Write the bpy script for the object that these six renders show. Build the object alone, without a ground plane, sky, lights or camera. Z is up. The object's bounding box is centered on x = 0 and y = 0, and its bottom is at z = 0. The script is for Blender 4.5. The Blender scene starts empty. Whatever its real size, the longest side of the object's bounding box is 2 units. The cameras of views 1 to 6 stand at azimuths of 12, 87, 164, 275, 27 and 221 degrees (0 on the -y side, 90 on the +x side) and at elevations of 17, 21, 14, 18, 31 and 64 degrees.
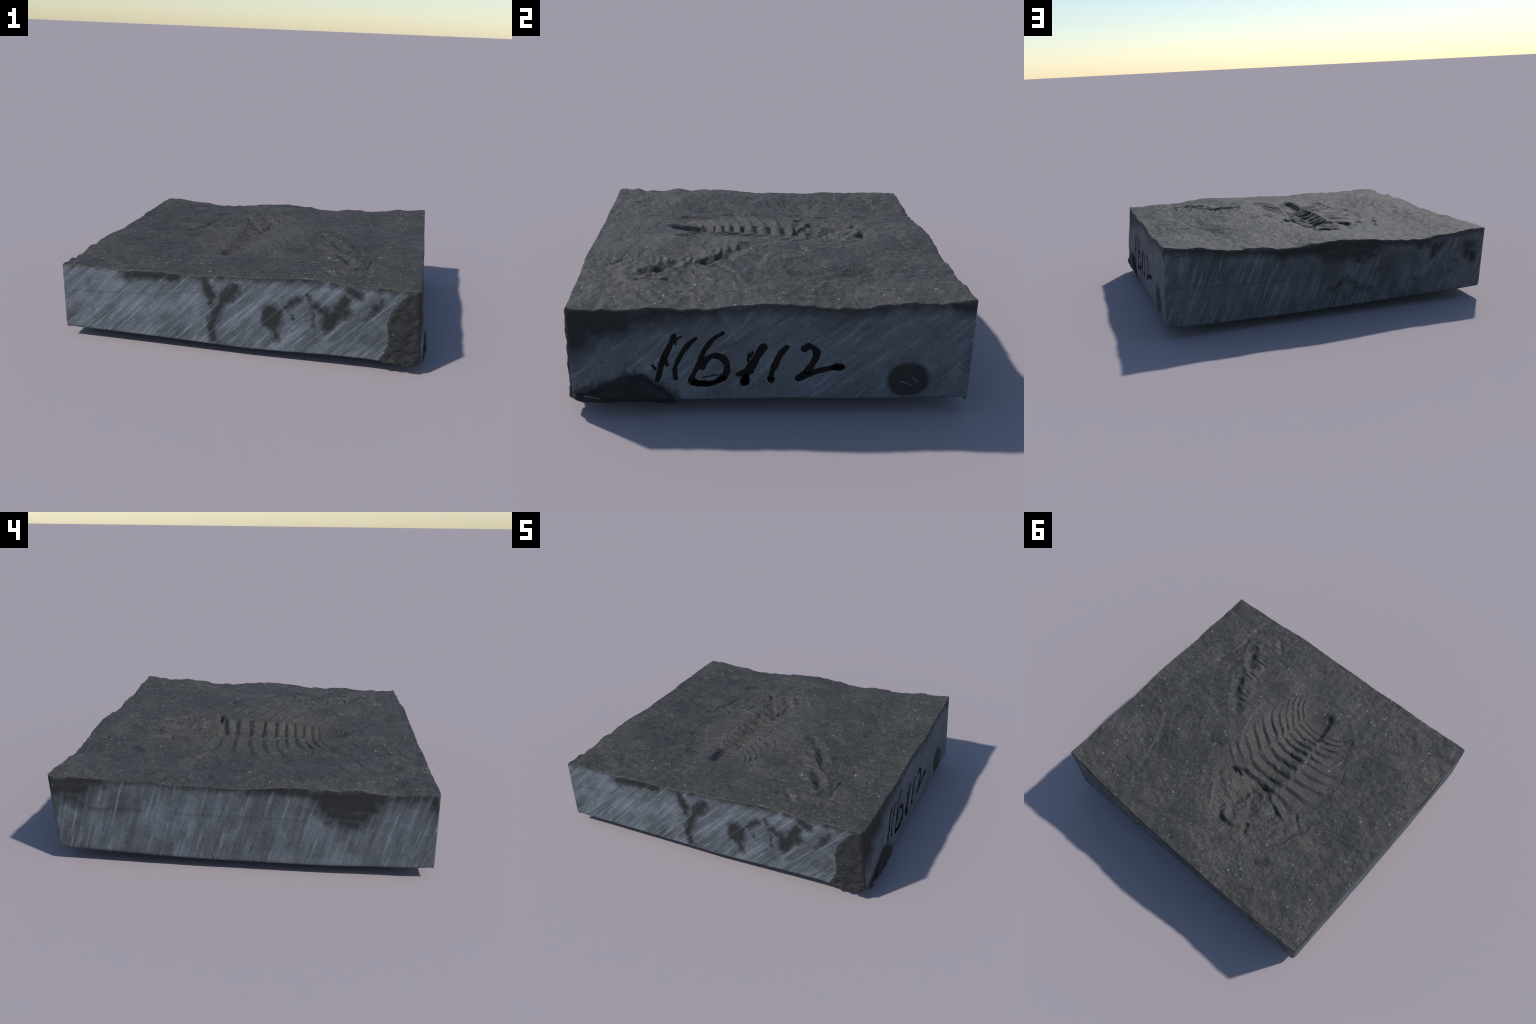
# A sawn block of dark grey shale with a trilobite imprint and a smaller one
# beside it on the split bedding plane, catalogue number inked on one side.
import bpy, math
import numpy as np

TAU = math.tau

# ------------------------------------------------------------------ corners
# A = -x-y, B = +x-y, C = +x+y, D = -x+y ; top and bottom of the block
A, B, C, D = [np.array(p) for p in ((-.996, -.876), (.936, -.832), (.932, .834), (-.976, .876))]
Ab, Bb, Cb, Db = [np.array(p) for p in ((-.981, -.877), (.978, -.824), (.955, .834), (-.957, .854))]

# top edge heights, walked along each sawn side: (position, height)
EDGE_FRONT = [(-.99, .420), (-.896, .425), (-.803, .423), (-.71, .423), (-.641, .425), (-.549, .431), (-.458, .438),
              (-.368, .437), (-.292, .433), (-.213, .440), (-.125, .447), (-.038, .451), (.088, .456), (.215, .469),
              (.32, .477), (.404, .480), (.467, .473), (.55, .467), (.653, .464), (.754, .467), (.835, .467), (.93, .466)]
EDGE_RIGHT = [(-.83, .464), (-.797, .458), (-.761, .462), (-.718, .456), (-.689, .464), (-.613, .458), (-.526, .471),
              (-.435, .473), (-.369, .467), (-.314, .471), (-.27, .465), (-.197, .481), (-.087, .492), (.005, .498),
              (.059, .495), (.151, .488), (.244, .481), (.319, .477), (.393, .484), (.467, .499), (.559, .507),
              (.672, .502), (.746, .513), (.821, .519)]
EDGE_BACK = [(-.964, .424), (-.909, .426), (-.838, .428), (-.777, .415), (-.697, .418), (-.65, .416), (-.581, .404),
             (-.48, .407), (-.376, .420), (-.265, .435), (-.181, .448), (-.072, .458), (.03, .454), (.147, .452),
             (.22, .441), (.296, .447), (.412, .465), (.482, .469), (.512, .463), (.617, .472), (.684, .489),
             (.751, .500), (.822, .503), (.888, .509), (.932, .519)]
EDGE_LEFT = [(-.873, .418), (-.817, .413), (-.761, .419), (-.717, .406), (-.668, .412), (-.612, .405), (-.536, .422),
             (-.479, .424), (-.434, .412), (-.385, .420), (-.308, .424), (-.213, .424), (-.117, .415), (-.03, .406),
             (.11, .410), (.168, .409), (.263, .409), (.34, .411), (.398, .419), (.456, .420), (.533, .421),
             (.611, .422), (.728, .433), (.826, .432), (.868, .431)]
# bottom edge heights
FOOT_FRONT = [(-.98, .057), (-.72, .056), (-.4, .053), (-.2, .049), (.05, .045), (.24, .051), (.45, .060), (.66, .064),
              (.76, .060), (.80, .050), (.85, .058), (.90, .044), (.94, .060), (.975, .082)]
FOOT_RIGHT = [(-.825, .082), (-.78, .062), (-.74, .064), (-.69, .058), (-.6, .063), (-.5, .062), (-.41, .047),
              (-.375, .066), (-.23, .070), (0, .073), (.38, .071), (.6, .075), (.83, .079)]
FOOT_BACK = [(-.95, .066), (-.75, .060), (-.5, .057), (-.05, .053), (.2, .050), (.6, .055), (.95, .064)]
FOOT_LEFT = [(-.876, .057), (-.79, .050), (-.6, .046), (-.4, .041), (-.02, .042), (.11, .042), (.31, .046), (.51, .052),
             (.72, .060), (.86, .068)]


# ------------------------------------------------------------------ helpers
def smooth(a, b, x):
    t = np.clip((x - a) / (b - a), 0, 1)
    return t * t * (3 - 2 * t)


def blurred_profile(points, sigma):
    p = np.array(points)
    xs = np.linspace(p[0, 0], p[-1, 0], 800)
    ys = np.interp(xs, p[:, 0], p[:, 1])
    n = max(1, int(sigma * 3 / (xs[1] - xs[0])))
    k = np.exp(-.5 * (np.arange(-n, n + 1) * (xs[1] - xs[0]) / sigma) ** 2)
    ys = np.convolve(np.pad(ys, n, mode="edge"), k / k.sum(), mode="valid")
    return lambda x: np.interp(x, xs, ys)


def perlin(x, y, seed):
    rng = np.random.default_rng(seed)
    n = 256
    perm = rng.permutation(n)
    perm = np.concatenate([perm, perm])
    ang = rng.random(n) * TAU
    gx, gy = np.cos(ang), np.sin(ang)
    xi, yi = np.floor(x).astype(int), np.floor(y).astype(int)
    xf, yf = x - xi, y - yi
    xi, yi = xi % n, yi % n

    def corner(i, j):
        h = perm[(perm[(xi + i) % n] + yi + j) % n]
        return gx[h] * (xf - i) + gy[h] * (yf - j)

    u, v = xf ** 3 * (xf * (xf * 6 - 15) + 10), yf ** 3 * (yf * (yf * 6 - 15) + 10)
    a = corner(0, 0) * (1 - u) + corner(1, 0) * u
    b = corner(0, 1) * (1 - u) + corner(1, 1) * u
    return (a * (1 - v) + b * v) * 1.5


def fbm(x, y, seed, octaves=3, gain=.5):
    out, amp = 0, 1
    for o in range(octaves):
        out = out + amp * perlin(x * 2 ** o, y * 2 ** o, seed + o)
        amp *= gain
    return out


def to_line(x, y, pts):
    """distance to a polyline, place along it (0..1), signed side (+ = left)"""
    pts = np.array(pts, float)
    seg = np.hypot(*(pts[1:] - pts[:-1]).T)
    total, run = seg.sum(), 0
    best, along, side = np.full(np.shape(x), 9.), np.zeros(np.shape(x)), np.zeros(np.shape(x))
    for p, q, l in zip(pts[:-1], pts[1:], seg):
        dx, dy = (q - p) / l
        t = np.clip((x - p[0]) * dx + (y - p[1]) * dy, 0, l)
        ex, ey = x - p[0] - t * dx, y - p[1] - t * dy
        d = np.hypot(ex, ey)
        m = d < best
        best = np.where(m, d, best)
        along = np.where(m, (run + t) / total, along)
        side = np.where(m, np.sign(dx * ey - dy * ex) * d, side)
        run += l
    return best, along, side


def gauss(x, y, cx, cy, sx, sy, turn=0):
    c, s = math.cos(turn), math.sin(turn)
    u, v = (x - cx) * c + (y - cy) * s, -(x - cx) * s + (y - cy) * c
    return np.exp(-.5 * ((u / sx) ** 2 + (v / sy) ** 2))


def saw(f):
    """rises slowly, then falls steeply at the end of each segment"""
    f = f - np.floor(f)
    low = smooth(-.25, .62, 0)
    return np.where(f < .62, smooth(-.25, .62, f), 1 - smooth(.62, 1.0, f) * (1 - low))


# ------------------------------------------------------------------ bedding plane
PROFILES = [[blurred_profile(e, g) for g in (.007, .075)] for e in (EDGE_FRONT, EDGE_RIGHT, EDGE_BACK, EDGE_LEFT)]

# the trilobite: head toward +y, tail toward -y, axis along x = -0.13
LIP_Y = [-.50, -.46, -.40, -.30, -.23, -.17, -.10, .03, .17, .25]
LIP_PLUS = [-.125, -.098, -.068, -.043, -.034, -.028, -.020, .000, .020, .030]
LIP_MINUS = [-.185, -.205, -.215, -.228, -.232, -.237, -.245, -.256, -.243, -.236]
RINGS = [-.38, -.34, -.30, -.253, -.205, -.155, -.10, -.03, .045, .12, .19, .25]
MARGIN_PLUS = ([-.50, -.44, -.36, -.25, -.12, .0, .13, .2], [.02, .11, .19, .235, .215, .185, .205, .23])
MARGIN_MINUS = ([-.52, -.42, -.345, -.2, -.08, .03, .12, .27], [-.33, -.40, -.42, -.515, -.52, -.52, -.50, -.38])
OCCIPUT = [(-.40, .285), (-.338, .271), (-.241, .234), (-.211, .198), (-.133, .162), (-.027, .171), (.03, .20), (.08, .235)]
SMALL_1 = [(.570, -.543), (.55, -.51), (.529, -.475), (.487, -.414)]
SMALL_2 = [(.512, -.350), (.474, -.28), (.443, -.226), (.399, -.164), (.356, -.109)]


# gentle hollows and swells of the split surface: x, y, height, breadth
SWELLS = [(.51, .28, .020, .09), (.28, .25, .010, .08), (-.11, -.65, .016, .12), (-.26, -.55, .010, .10),
          (-.73, -.47, .012, .09), (-.49, -.29, -.014, .12), (-.70, .24, -.014, .10), (-.69, .50, -.008, .09), (-.33, .04, .006, .08),
          (-.73, .10, -.008, .09), (-.62, .69, -.014, .07), (.57, -.54, .016, .14), (-.13, .42, -.014, .10),
          (.16, -.48, .020, .11), (.25, -.68, .012, .10), (.10, .50, -.006, .09), (.22, .48, .006, .10), (.34, -.37, -.016, .075), (-.12, .32, -.013, .09), (.50, -.40, .014, .045), (.61, .48, -.012, .09),
          (.06, -.05, -.008, .07)]


def trilobite_frame(x, y):
    lp, lm = np.interp(y, LIP_Y, LIP_PLUS), np.interp(y, LIP_Y, LIP_MINUS)
    dp, dm = np.maximum(x - lp, 0), np.maximum(lm - x, 0)
    t = (x - (lp + lm) / 2) / ((lp - lm) / 2)
    sweep_p = .40 * dp + .9 * dp ** 2 + 2.0 * dp ** 2 * smooth(-.15, -.35, y)
    sweep_m = dm ** 2 * (.9 * smooth(.14, .0, y) + 2.2 * smooth(-.16, -.32, y)) - .32 * dm * smooth(.10, .26, y)
    y_in = y + np.where(t > 0, sweep_p + .012 * smooth(0, .04, dp), sweep_m) + .010 * (np.clip(np.abs(t), 0, 1) ** 2) * (t < 0)
    n = np.interp(y_in, RINGS, np.arange(len(RINGS)))
    inside = np.minimum(lp - x, x - lm)
    return t, dp, dm, y_in, n, inside


def bedding_height(u, v, x, y):
    (f0, f1), (r0, r1), (b0, b1), (l0, l1) = PROFILES
    h = (u * r1(y) + (1 - u) * l1(y) + (1 - v) * f1(x) + v * b1(x)
         - ((1 - u) * (1 - v) * .419 + u * (1 - v) * .465 + u * v * .518 + (1 - u) * v * .428))
    rim = np.minimum(np.minimum(x + .985, .93 - x), np.minimum(y + .87, .87 - y))
    inner = smooth(.0, .16, rim)
    # the edges' own small unevenness dies out inward
    for d, fine, broad, p in ((v * 1.7, f0, f1, x), ((1 - u) * 1.91, r0, r1, y), ((1 - v) * 1.7, b0, b1, x), (u * 1.91, l0, l1, y)):
        h = h + (fine(p) - broad(p)) * np.exp(-(d / .07) ** 1.5)
    # broad swell on the +x side, hollow on the -x side
    wide = smooth(.0, .30, rim)
    h = h + inner * .006
    swell = np.exp(-.5 * ((x - .22) / np.where(x < .22, .17, .32)) ** 2 - .5 * ((y + .12) / np.where(y < -.12, .19, .42)) ** 2)
    h = h + wide * (.054 * swell - .012 * gauss(x, y, -.42, .0, .20, .30))
    for sx, sy, amp, size in SWELLS:
        h = h + wide ** .5 * amp * gauss(x, y, sx, sy, size, size)
    wx, wy = x + .04 * perlin(x * 4, y * 4, 3), y + .04 * perlin(x * 4 + 9, y * 4, 4)

    # ---- trilobite
    t, dp, dm, y_in, n, inside = trilobite_frame(x, y)
    body = smooth(.26, .20, y) * smooth(-.50, -.44, y)
    groove = np.interp(y, [-.52, -.495, -.47, -.42, -.3, -.2, 0, .15, .24, .34, .56, .6],
                       [0, .010, .032, .040, .042, .047, .053, .049, .039, .024, .006, 0])
    steep = smooth(-.24, -.32, y)                    # the tail end is a sharp pit, the rest a soft trough
    wall = np.where(t > 0, smooth(-.014, .075, inside), smooth(-.020, .130 - .098 * steep, inside))
    h = h - groove * wall
    knob = 1 + .45 * perlin(t * 3.2, np.floor(n) * 3.7, 23)
    rings = (saw(n + .10 * perlin(x * 20, y * 20, 24) - .10 * np.clip(t, -1, 1) ** 2) - .5) * knob
    ring_amp = np.interp(y, [-.46, -.36, -.28, -.1, .2, .24], [0, .004, .012, .020, .022, .016])
    h = h + ring_amp * rings * smooth(-.006, .02, inside) * body
    mp, mm = np.interp(y, *MARGIN_PLUS), np.interp(y, *MARGIN_MINUS)
    nr = n + .07 * perlin(x * 14, y * 14, 25)
    ribs = saw(nr) - .5
    furrow = -np.exp(-(((nr - np.floor(nr)) - .38) / .12) ** 2)
    side_p = smooth(0, .02, dp) * smooth(mp + .03, mp - .07, x)
    side_m = smooth(0, .02, dm) * smooth(mm - .03, mm + .06, x)
    span = smooth(-.375, -.33, y_in) * smooth(.262, .245, y_in)
    patchy = np.clip(.95 + .9 * perlin(x * 8, y * 8, 21), .3, 1.6)
    h = h + span * patchy * ((.0115 * ribs + .0022 * furrow) * side_p * smooth(.25, .10, dp) + (.0130 * ribs + .0030 * furrow) * side_m)
    # body set slightly into the slab, with a fine step at the outer border
    h = h - .006 * side_m * body - .003 * side_p * body
    rho = np.hypot((x + .15) / .285, (y + .31) / .255)
    tail = smooth(-.24, -.36, y)
    h = h - .0045 * smooth(1.05, .96, rho + .03 * perlin(x * 9, y * 9, 26)) * tail
    h = h + .006 * np.exp(-((rho - .55) / .25) ** 2) * tail * smooth(-.02, .04, dp)
    for k in range(5):  # fine lines fanning over the -x half of the tail
        a = math.radians(192 + 13 * k)
        d, s, _ = to_line(x, y, [(-.20 + .05 * math.cos(a), -.26 + .05 * math.sin(a)), (-.17 + .24 * math.cos(a), -.27 + .20 * math.sin(a))])
        h = h - .0045 * patchy * np.exp(-(d / .009) ** 2)
    for mx in (MARGIN_PLUS, MARGIN_MINUS):           # where the ribs end, a low broken border
        d, s, sd = to_line(x + .012 * perlin(x * 16, y * 16, 15), y, list(zip(mx[1], mx[0])))
        out_side = sd if mx is MARGIN_MINUS else -sd
        h = h + body * (.0015 * np.exp(-(d / .010) ** 2) + .0030 * (smooth(-.010, .010, out_side) - .5) * np.exp(-(d / .05) ** 2)) * patchy
    # ---- head shield
    yo = np.interp(x, [p[0] for p in OCCIPUT], [p[1] for p in OCCIPUT])
    across = smooth(-.40, -.33, x) * smooth(.09, .04, x)
    past = y - yo - .008 * perlin(x * 12, y * 12, 5)
    h = h - across * (.011 * smooth(-.018, .012, past) * np.exp(-np.maximum(past, 0) / .055))
    h = h + across * .004 * np.exp(-((past + .022) / .016) ** 2)
    # swollen glabella, steep toward the front
    gx, gy = x + .135 + .012 * perlin(x * 10, y * 10, 6), y - .455 + .012 * perlin(x * 10, y * 10, 7)
    r = np.hypot(gx / np.where(gx > 0, .088, .100), gy / np.where(gy > 0, .082, .120))
    h = h + .018 * smooth(1.10, .55, r) * (1 + .55 * gy / .1) * (1 + .5 * perlin(x * 16, y * 16, 10))
    h = h - .016 * np.exp(-((x + .085) / .030) ** 2 - ((y - .532) / .016) ** 2)
    h = h + .006 * gauss(x, y, -.02, .50, .045, .016, .8) + .006 * gauss(x, y, -.235, .575, .03, .015, .4)
    for lx, ly, rx, ry, up in ((.005, .300, .085, .080, .006), (-.240, .320, .062, .075, .006)):
        rr = np.hypot((x - lx) / rx, (y - ly) / ry) + .45 * perlin(x * 13, y * 13, 11)
        h = h + up * smooth(1.15, .75, rr)
    # knotted ridge between glabella and the neck ring
    d, s, _ = to_line(x, y, [(-.10, .345), (-.13, .327), (-.118, .262), (-.14, .236), (-.18, .226), (-.2, .25)])
    h = h + .011 * np.exp(-(d / .014) ** 2) * (1 + .5 * perlin(x * 30, y * 30, 8))
    head = gauss(x, y, -.13, .36, .17, .13)
    h = h + .010 * head * fbm(x * 17, y * 17, 9, 3)
    # cheeks: rounded border lines, a pit on each side, and trailing spines
    d, s, _ = to_line(x, y, [(.074, .228), (.045, .218), (.016, .222)])
    h = h - .024 * np.exp(-(d / .013) ** 2)
    d, s, sd = to_line(x, y, [(.07, .235), (.10, .29), (.105, .36), (.075, .42), (.02, .50)])
    h = h - .007 * smooth(-.010, .006, sd) * np.exp(-(d / .06) ** 2) + .004 * np.exp(-(d / .008) ** 2)
    d, s, _ = to_line(x, y, [(-.238, .452), (-.253, .493), (-.262, .505)])
    h = h - .018 * np.exp(-(d / .011) ** 2)
    d, s, _ = to_line(x, y, [(-.25, .455), (-.31, .39), (-.318, .33), (-.325, .27)])
    h = h - .009 * np.exp(-(d / .012) ** 2)
    d, s, _ = to_line(x, y, [(-.27, .50), (-.335, .44), (-.37, .36), (-.40, .27)])
    h = h + .004 * np.exp(-(d / .012) ** 2)
    qx, qy = x + .018 * perlin(x * 14, y * 14, 13), y + .018 * perlin(x * 14, y * 14, 14)
    d, s, sd = to_line(qx, qy, [(-.43, .470), (-.47, .42), (-.519, .302), (-.555, .192), (-.60, .112)])
    shelf = smooth(0, .10, s) * smooth(1, .9, s)
    h = h - .008 * smooth(-.010, .008, sd) * np.exp(-np.maximum(sd, 0) / .05) * shelf + .003 * np.exp(-((sd + .012) / .012) ** 2) * shelf
    h = h - .008 * gauss(x, y, -.515, .215, .020, .060, -.25)
    d, s, _ = to_line(qx, qy, [(-.425, .195), (-.47, .235), (-.50, .265)])
    h = h - .010 * np.exp(-(d / .012) ** 2)
    h = h - .009 * gauss(x, y, .275, .165, .055, .025, .35)
    d, s, _ = to_line(x, y, [(.315, .185), (.227, .158)])
    h = h - .007 * np.exp(-(d / .010) ** 2)

    # ---- two broken pieces of a smaller trilobite
    for pts, depth, width, length, seed in ((SMALL_1, (.020, .030, .024, .004), .032, .16, 31), (SMALL_2, (.003, .026, .027, .007, .002), .029, .28, 41)):
        d, s, sd = to_line(x, y, pts)
        dep = np.interp(s, np.linspace(0, 1, len(depth)), depth)
        wob = .013 * perlin(x * 22, y * 22, seed)
        h = h - dep * (smooth(width + .018, .002, d + wob)) - .004 * np.exp(-(d / .10) ** 2)
        f = s * length / .027
        h = h + .007 * (saw(f) - .5) * .6 * smooth(width, .008, d) * np.clip(.8 + 1.4 * perlin(x * 13, y * 13, seed + 6), 0, 2)
        h = h + .003 * gauss(d, s, .055, .5, .028, .35) + .007 * np.exp(-(d / .10) ** 2) * fbm(x * 15, y * 15, seed + 8, 2)
        g = (s * length - .55 * d) / .043 + .25 * perlin(x * 12, y * 12, seed + 4)
        h = h + .0095 * (saw(g) - .5) * smooth(width - .005, width + .012, d) * smooth(.150, .070, d) * np.clip(.7 + 1.3 * perlin(x * 9, y * 9, seed + 2), 0, 1.5)
    h = h - .008 * gauss(x, y, .56, -.12, .075, .06, .5) - .010 * gauss(x, y, .47, -.09, .05, .05)
    h = h + .009 * gauss(x, y, .60, -.20, .05, .025, .9) + .008 * gauss(x, y, .43, -.44, .03, .02, 1.0)
    d, s, _ = to_line(x, y, [(.535, -.26), (.545, -.215), (.60, -.175)])
    h = h - .008 * np.exp(-(d / .012) ** 2)
    d, s, _ = to_line(x, y, [(.590, -.60), (.600, -.565), (.585, -.52)])
    h = h - .008 * np.exp(-(d / .008) ** 2)

    # ---- a long curved ledge on the +x side, and short dents
    d, s, sd = to_line(x + .010 * perlin(x * 7, y * 7, 29), y, [(.640, -.86), (.682, -.574), (.707, -.342), (.733, -.168), (.745, .002), (.685, .181), (.611, .371), (.56, .529), (.49, .75), (.46, .9)])
    h = h + inner ** .3 * .011 * (smooth(.016, -.016, sd) - .5) * (.55 + .45 * smooth(-.1, -.4, y)) * np.exp(-(d / .10) ** 2) * np.clip(.7 + 1.2 * perlin(x * 4, y * 4, 28), .25, 1.3)
    d, s, _ = to_line(x, y, [(.648, -.575), (.659, -.445)])
    h = h - .012 * np.exp(-(d / .009) ** 2)
    d, s, _ = to_line(x, y, [(.475, -.725), (.40, -.65)])
    h = h - .008 * np.exp(-(d / .014) ** 2)
    h = h - .008 * gauss(x, y, -.53, .771, .018, .012, .6)
    h = h - .003 * gauss(x, y, -.475, .575, .05, .03, .5)

    # ---- split-stone texture, calmer over the fossil
    calm = 1 - .62 * np.clip(gauss(x, y, -.14, -.05, .22, .32) * 1.5, 0, 1)
    c, s = math.cos(.6), math.sin(.6)
    a, b = wx * c + wy * s, -wx * s + wy * c
    h = h + inner * .0055 * fbm(a * 3.2, b * 5.0, 51, 2)
    h = h + calm * (.55 + .45 * smooth(0, .05, rim)) * (.0030 * fbm(a * 9, b * 15, 53, 2) + .0024 * fbm(x * 22, y * 22, 55, 2))
    h = h + .0048 * np.exp(-np.maximum(rim, 0) / .04) * fbm(x * 15, y * 15, 66, 2)
    # little flake scarps where thin layers have broken away
    level = perlin(a * 3.0, b * 4.6, 57) * 2.3 + .22 * fbm(x * 20, y * 20, 58, 2)
    h = h + calm * inner * .0042 * (smooth(.34, .66, level - np.floor(level)) - (level - np.floor(level)))
    h = h + calm * .0010 * fbm(x * 60, y * 60, 60, 2, .7)
    return h


# ------------------------------------------------------------------ build the welded grid
NU, NV, NK, EDGE_R = 528, 480, 88, .0075


def outline(s, P, Q, r0, r1, normal, bulge):
    """points along one side, its two ends turned into the corner rounding"""
    n = len(s)
    length = np.hypot(*(Q - P))
    dist = s * length
    inset, along = np.zeros(n), dist.copy()
    for r, dd, sign, end in ((r0, dist, 1, 0), (r1, length - dist, -1, length)):
        m = dd < r
        th = (1 - dd[m] / r) * math.pi / 4
        along[m] = end + sign * (r - r * np.sin(th))
        inset[m] = r - r * np.cos(th)
    p = P + np.outer(along / length, Q - P)
    return p + np.outer(-inset + bulge * np.sin(np.pi * s), normal)


nrm = []
for P, Q in ((A, B), (B, C), (C, D), (D, A)):
    e = (Q - P) / np.hypot(*(Q - P))
    nrm.append(np.array([e[1], -e[0]]))
su, sv = np.linspace(0, 1, NU + 1), np.linspace(0, 1, NV + 1)
RT = .010
top_sides = [outline(su, A, B, RT, .016, nrm[0], .002), outline(sv, B, C, .016, RT, nrm[1], .004),
             outline(su, C, D, RT, RT, nrm[2], .024), outline(sv, D, A, RT, RT, nrm[3], .009)]
foot_sides = [outline(su, Ab, Bb, .010, .034, nrm[0], .002), outline(sv, Bb, Cb, .034, .012, nrm[1], -.003),
              outline(su, Cb, Db, .012, .024, nrm[2], -.003), outline(sv, Db, Ab, .024, .010, nrm[3], .008)]
U, V = np.meshgrid(su, sv, indexing="ij")


def fill(sides):
    f, r, b, l = sides[0], sides[1], sides[2][::-1], sides[3][::-1]
    u, v = U[..., None], V[..., None]
    return ((1 - v) * f[:, None] + v * b[:, None] + (1 - u) * l[None] + u * r[None]
            - (1 - u) * (1 - v) * f[0] - u * (1 - v) * f[-1] - u * v * b[-1] - (1 - u) * v * b[0])


TOPXY = fill(top_sides)
X, Y = TOPXY[..., 0], TOPXY[..., 1]
Z = bedding_height(U, V, X, Y)
edge_d = np.minimum(np.minimum(U * 1.91, (1 - U) * 1.91), np.minimum(V * 1.7, (1 - V) * 1.7))
k = np.clip(1 - edge_d / EDGE_R, 0, 1)
Z = Z - EDGE_R * .8 * (1 - np.sqrt(1 - k * k))

verts = [np.stack([X, Y, Z], -1).reshape(-1, 3)]
gid = np.arange((NU + 1) * (NV + 1)).reshape(NU + 1, NV + 1)
ring = np.concatenate([gid[:-1, 0], gid[-1, :-1], gid[:0:-1, -1], gid[0, :0:-1]])
NR = len(ring)
side_of = np.repeat([0, 1, 2, 3], [NU, NV, NU, NV])
place = np.concatenate([su[:-1], sv[:-1], su[:-1], sv[:-1]])
top_ring = verts[0][ring]
foot_xy = np.concatenate([foot_sides[i][:-1] for i in range(4)])
foot_z = np.empty(NR)
for i, (tbl, ax) in enumerate(((FOOT_FRONT, 0), (FOOT_RIGHT, 1), (FOOT_BACK, 0), (FOOT_LEFT, 1))):
    m = side_of == i
    foot_z[m] = blurred_profile(tbl, .010)(foot_xy[m, ax])
for c in np.flatnonzero(place == 0):  # close the joins at the corners
    w = np.exp(-(np.minimum(np.abs(np.arange(NR) - c), NR - np.abs(np.arange(NR) - c)) / 8.) ** 2)
    mean = (foot_z[c] + foot_z[c - 1]) / 2
    foot_z = foot_z + w * (mean - foot_z) * .8

out = np.array(nrm)[side_of]
fade = smooth(0, .03, np.minimum(place, 1 - place))
DOME = [(-.815, .060), (-.793, .105), (-.735, .120), (-.672, .152), (-.597, .185), (-.53, .186), (-.475, .150), (-.43, .112), (-.378, .060)]


def dome_inside(y, z):
    """signed depth inside the half-moon spall low on the +x side"""
    return np.interp(y, [p[0] for p in DOME], [p[1] for p in DOME], left=-1, right=-1) - z + .010 * perlin(y * 22, z * 22, 71)


def spall_inside(x, z):
    """signed depth inside the broken corner on the -y side"""
    border = np.interp(z, [.03, .10, .15, .22, .30, .36, .42, .46], [.745, .765, .790, .792, .780, .800, .850, .90])
    return x - border + .012 * fbm(x * 14, z * 14, 73, 3)


def side_shift(i, x, y, z):
    """how far the surface stands out from the plain sawn plane"""
    a = np.where((i == 0) | (i == 2), x, y)
    d = .0016 * fbm(a * 6 + i * 7, z * 6, 80, 2)
    slope = np.array([1.0, .85, -.35, -.25])[i]
    d = d + .0007 * perlin((a - z * slope) * 42 + i * 13, (z + a * slope) * 3, 82) + .0005 * perlin(a * 70, z * 70, 83)
    ins = dome_inside(y, z)
    lump = smooth(-.004, .018, ins) * (i == 1)
    d = d + lump * (.006 + .014 * smooth(.22, .10, z) + .005 * fbm(y * 20, z * 24, 84, 3) - .020 * smooth(.095, .055, z)) * smooth(-.83, -.70, y)
    d = d + .016 * gauss(y, z, -.66, .27, .13, .07, .35) * (i == 1)
    sp = spall_inside(x, z)
    rough = smooth(-.005, .02, sp) * (i == 0)
    d = d + rough * (.006 + .0055 * fbm(x * 15, z * 15, 86, 4, .5) - .0045 * smooth(.30, .60, perlin(x * 34, z * 34, 89)) * smooth(.30, .12, z) + .010 * smooth(.16, .06, z) * perlin(x * 24 + 3, z * 20, 87))
    return d


levels = []
tt = np.linspace(0, 1, NK + 1)[1:]
full = np.column_stack([foot_xy, foot_z])
FOOT_R = np.where(side_of == 3, .016, .010)
for t in tt:
    p = top_ring * (1 - t) + full * t
    height = (1 - t) * (top_ring[:, 2] - foot_z)
    q = np.clip(1 - height / FOOT_R, 0, 1)
    inset = FOOT_R * (1 - np.sqrt(1 - q * q * .98))
    near_top = np.clip(t * (top_ring[:, 2] - foot_z) / .012, 0, 1)
    sh = side_shift(side_of, p[:, 0], p[:, 1], p[:, 2])
    dome = (dome_inside(p[:, 1], p[:, 2]) > 0) & (side_of == 1)
    spall = (spall_inside(p[:, 0], p[:, 2]) > 0) & (side_of == 0)
    f = np.where(dome | spall, smooth(0, .012, np.minimum(place, 1 - place)), fade)
    p[:, :2] += out * (sh * f * near_top - inset)[:, None]
    p[:, 2] += spall * .004 * perlin(p[:, 0] * 30, p[:, 2] * 30 + t, 88) * f * near_top
    levels.append(p)
base = len(verts[0])
verts += levels
side_ids = np.vstack([ring] + [base + k * NR + np.arange(NR) for k in range(NK)])
nv = base + NK * NR

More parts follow.
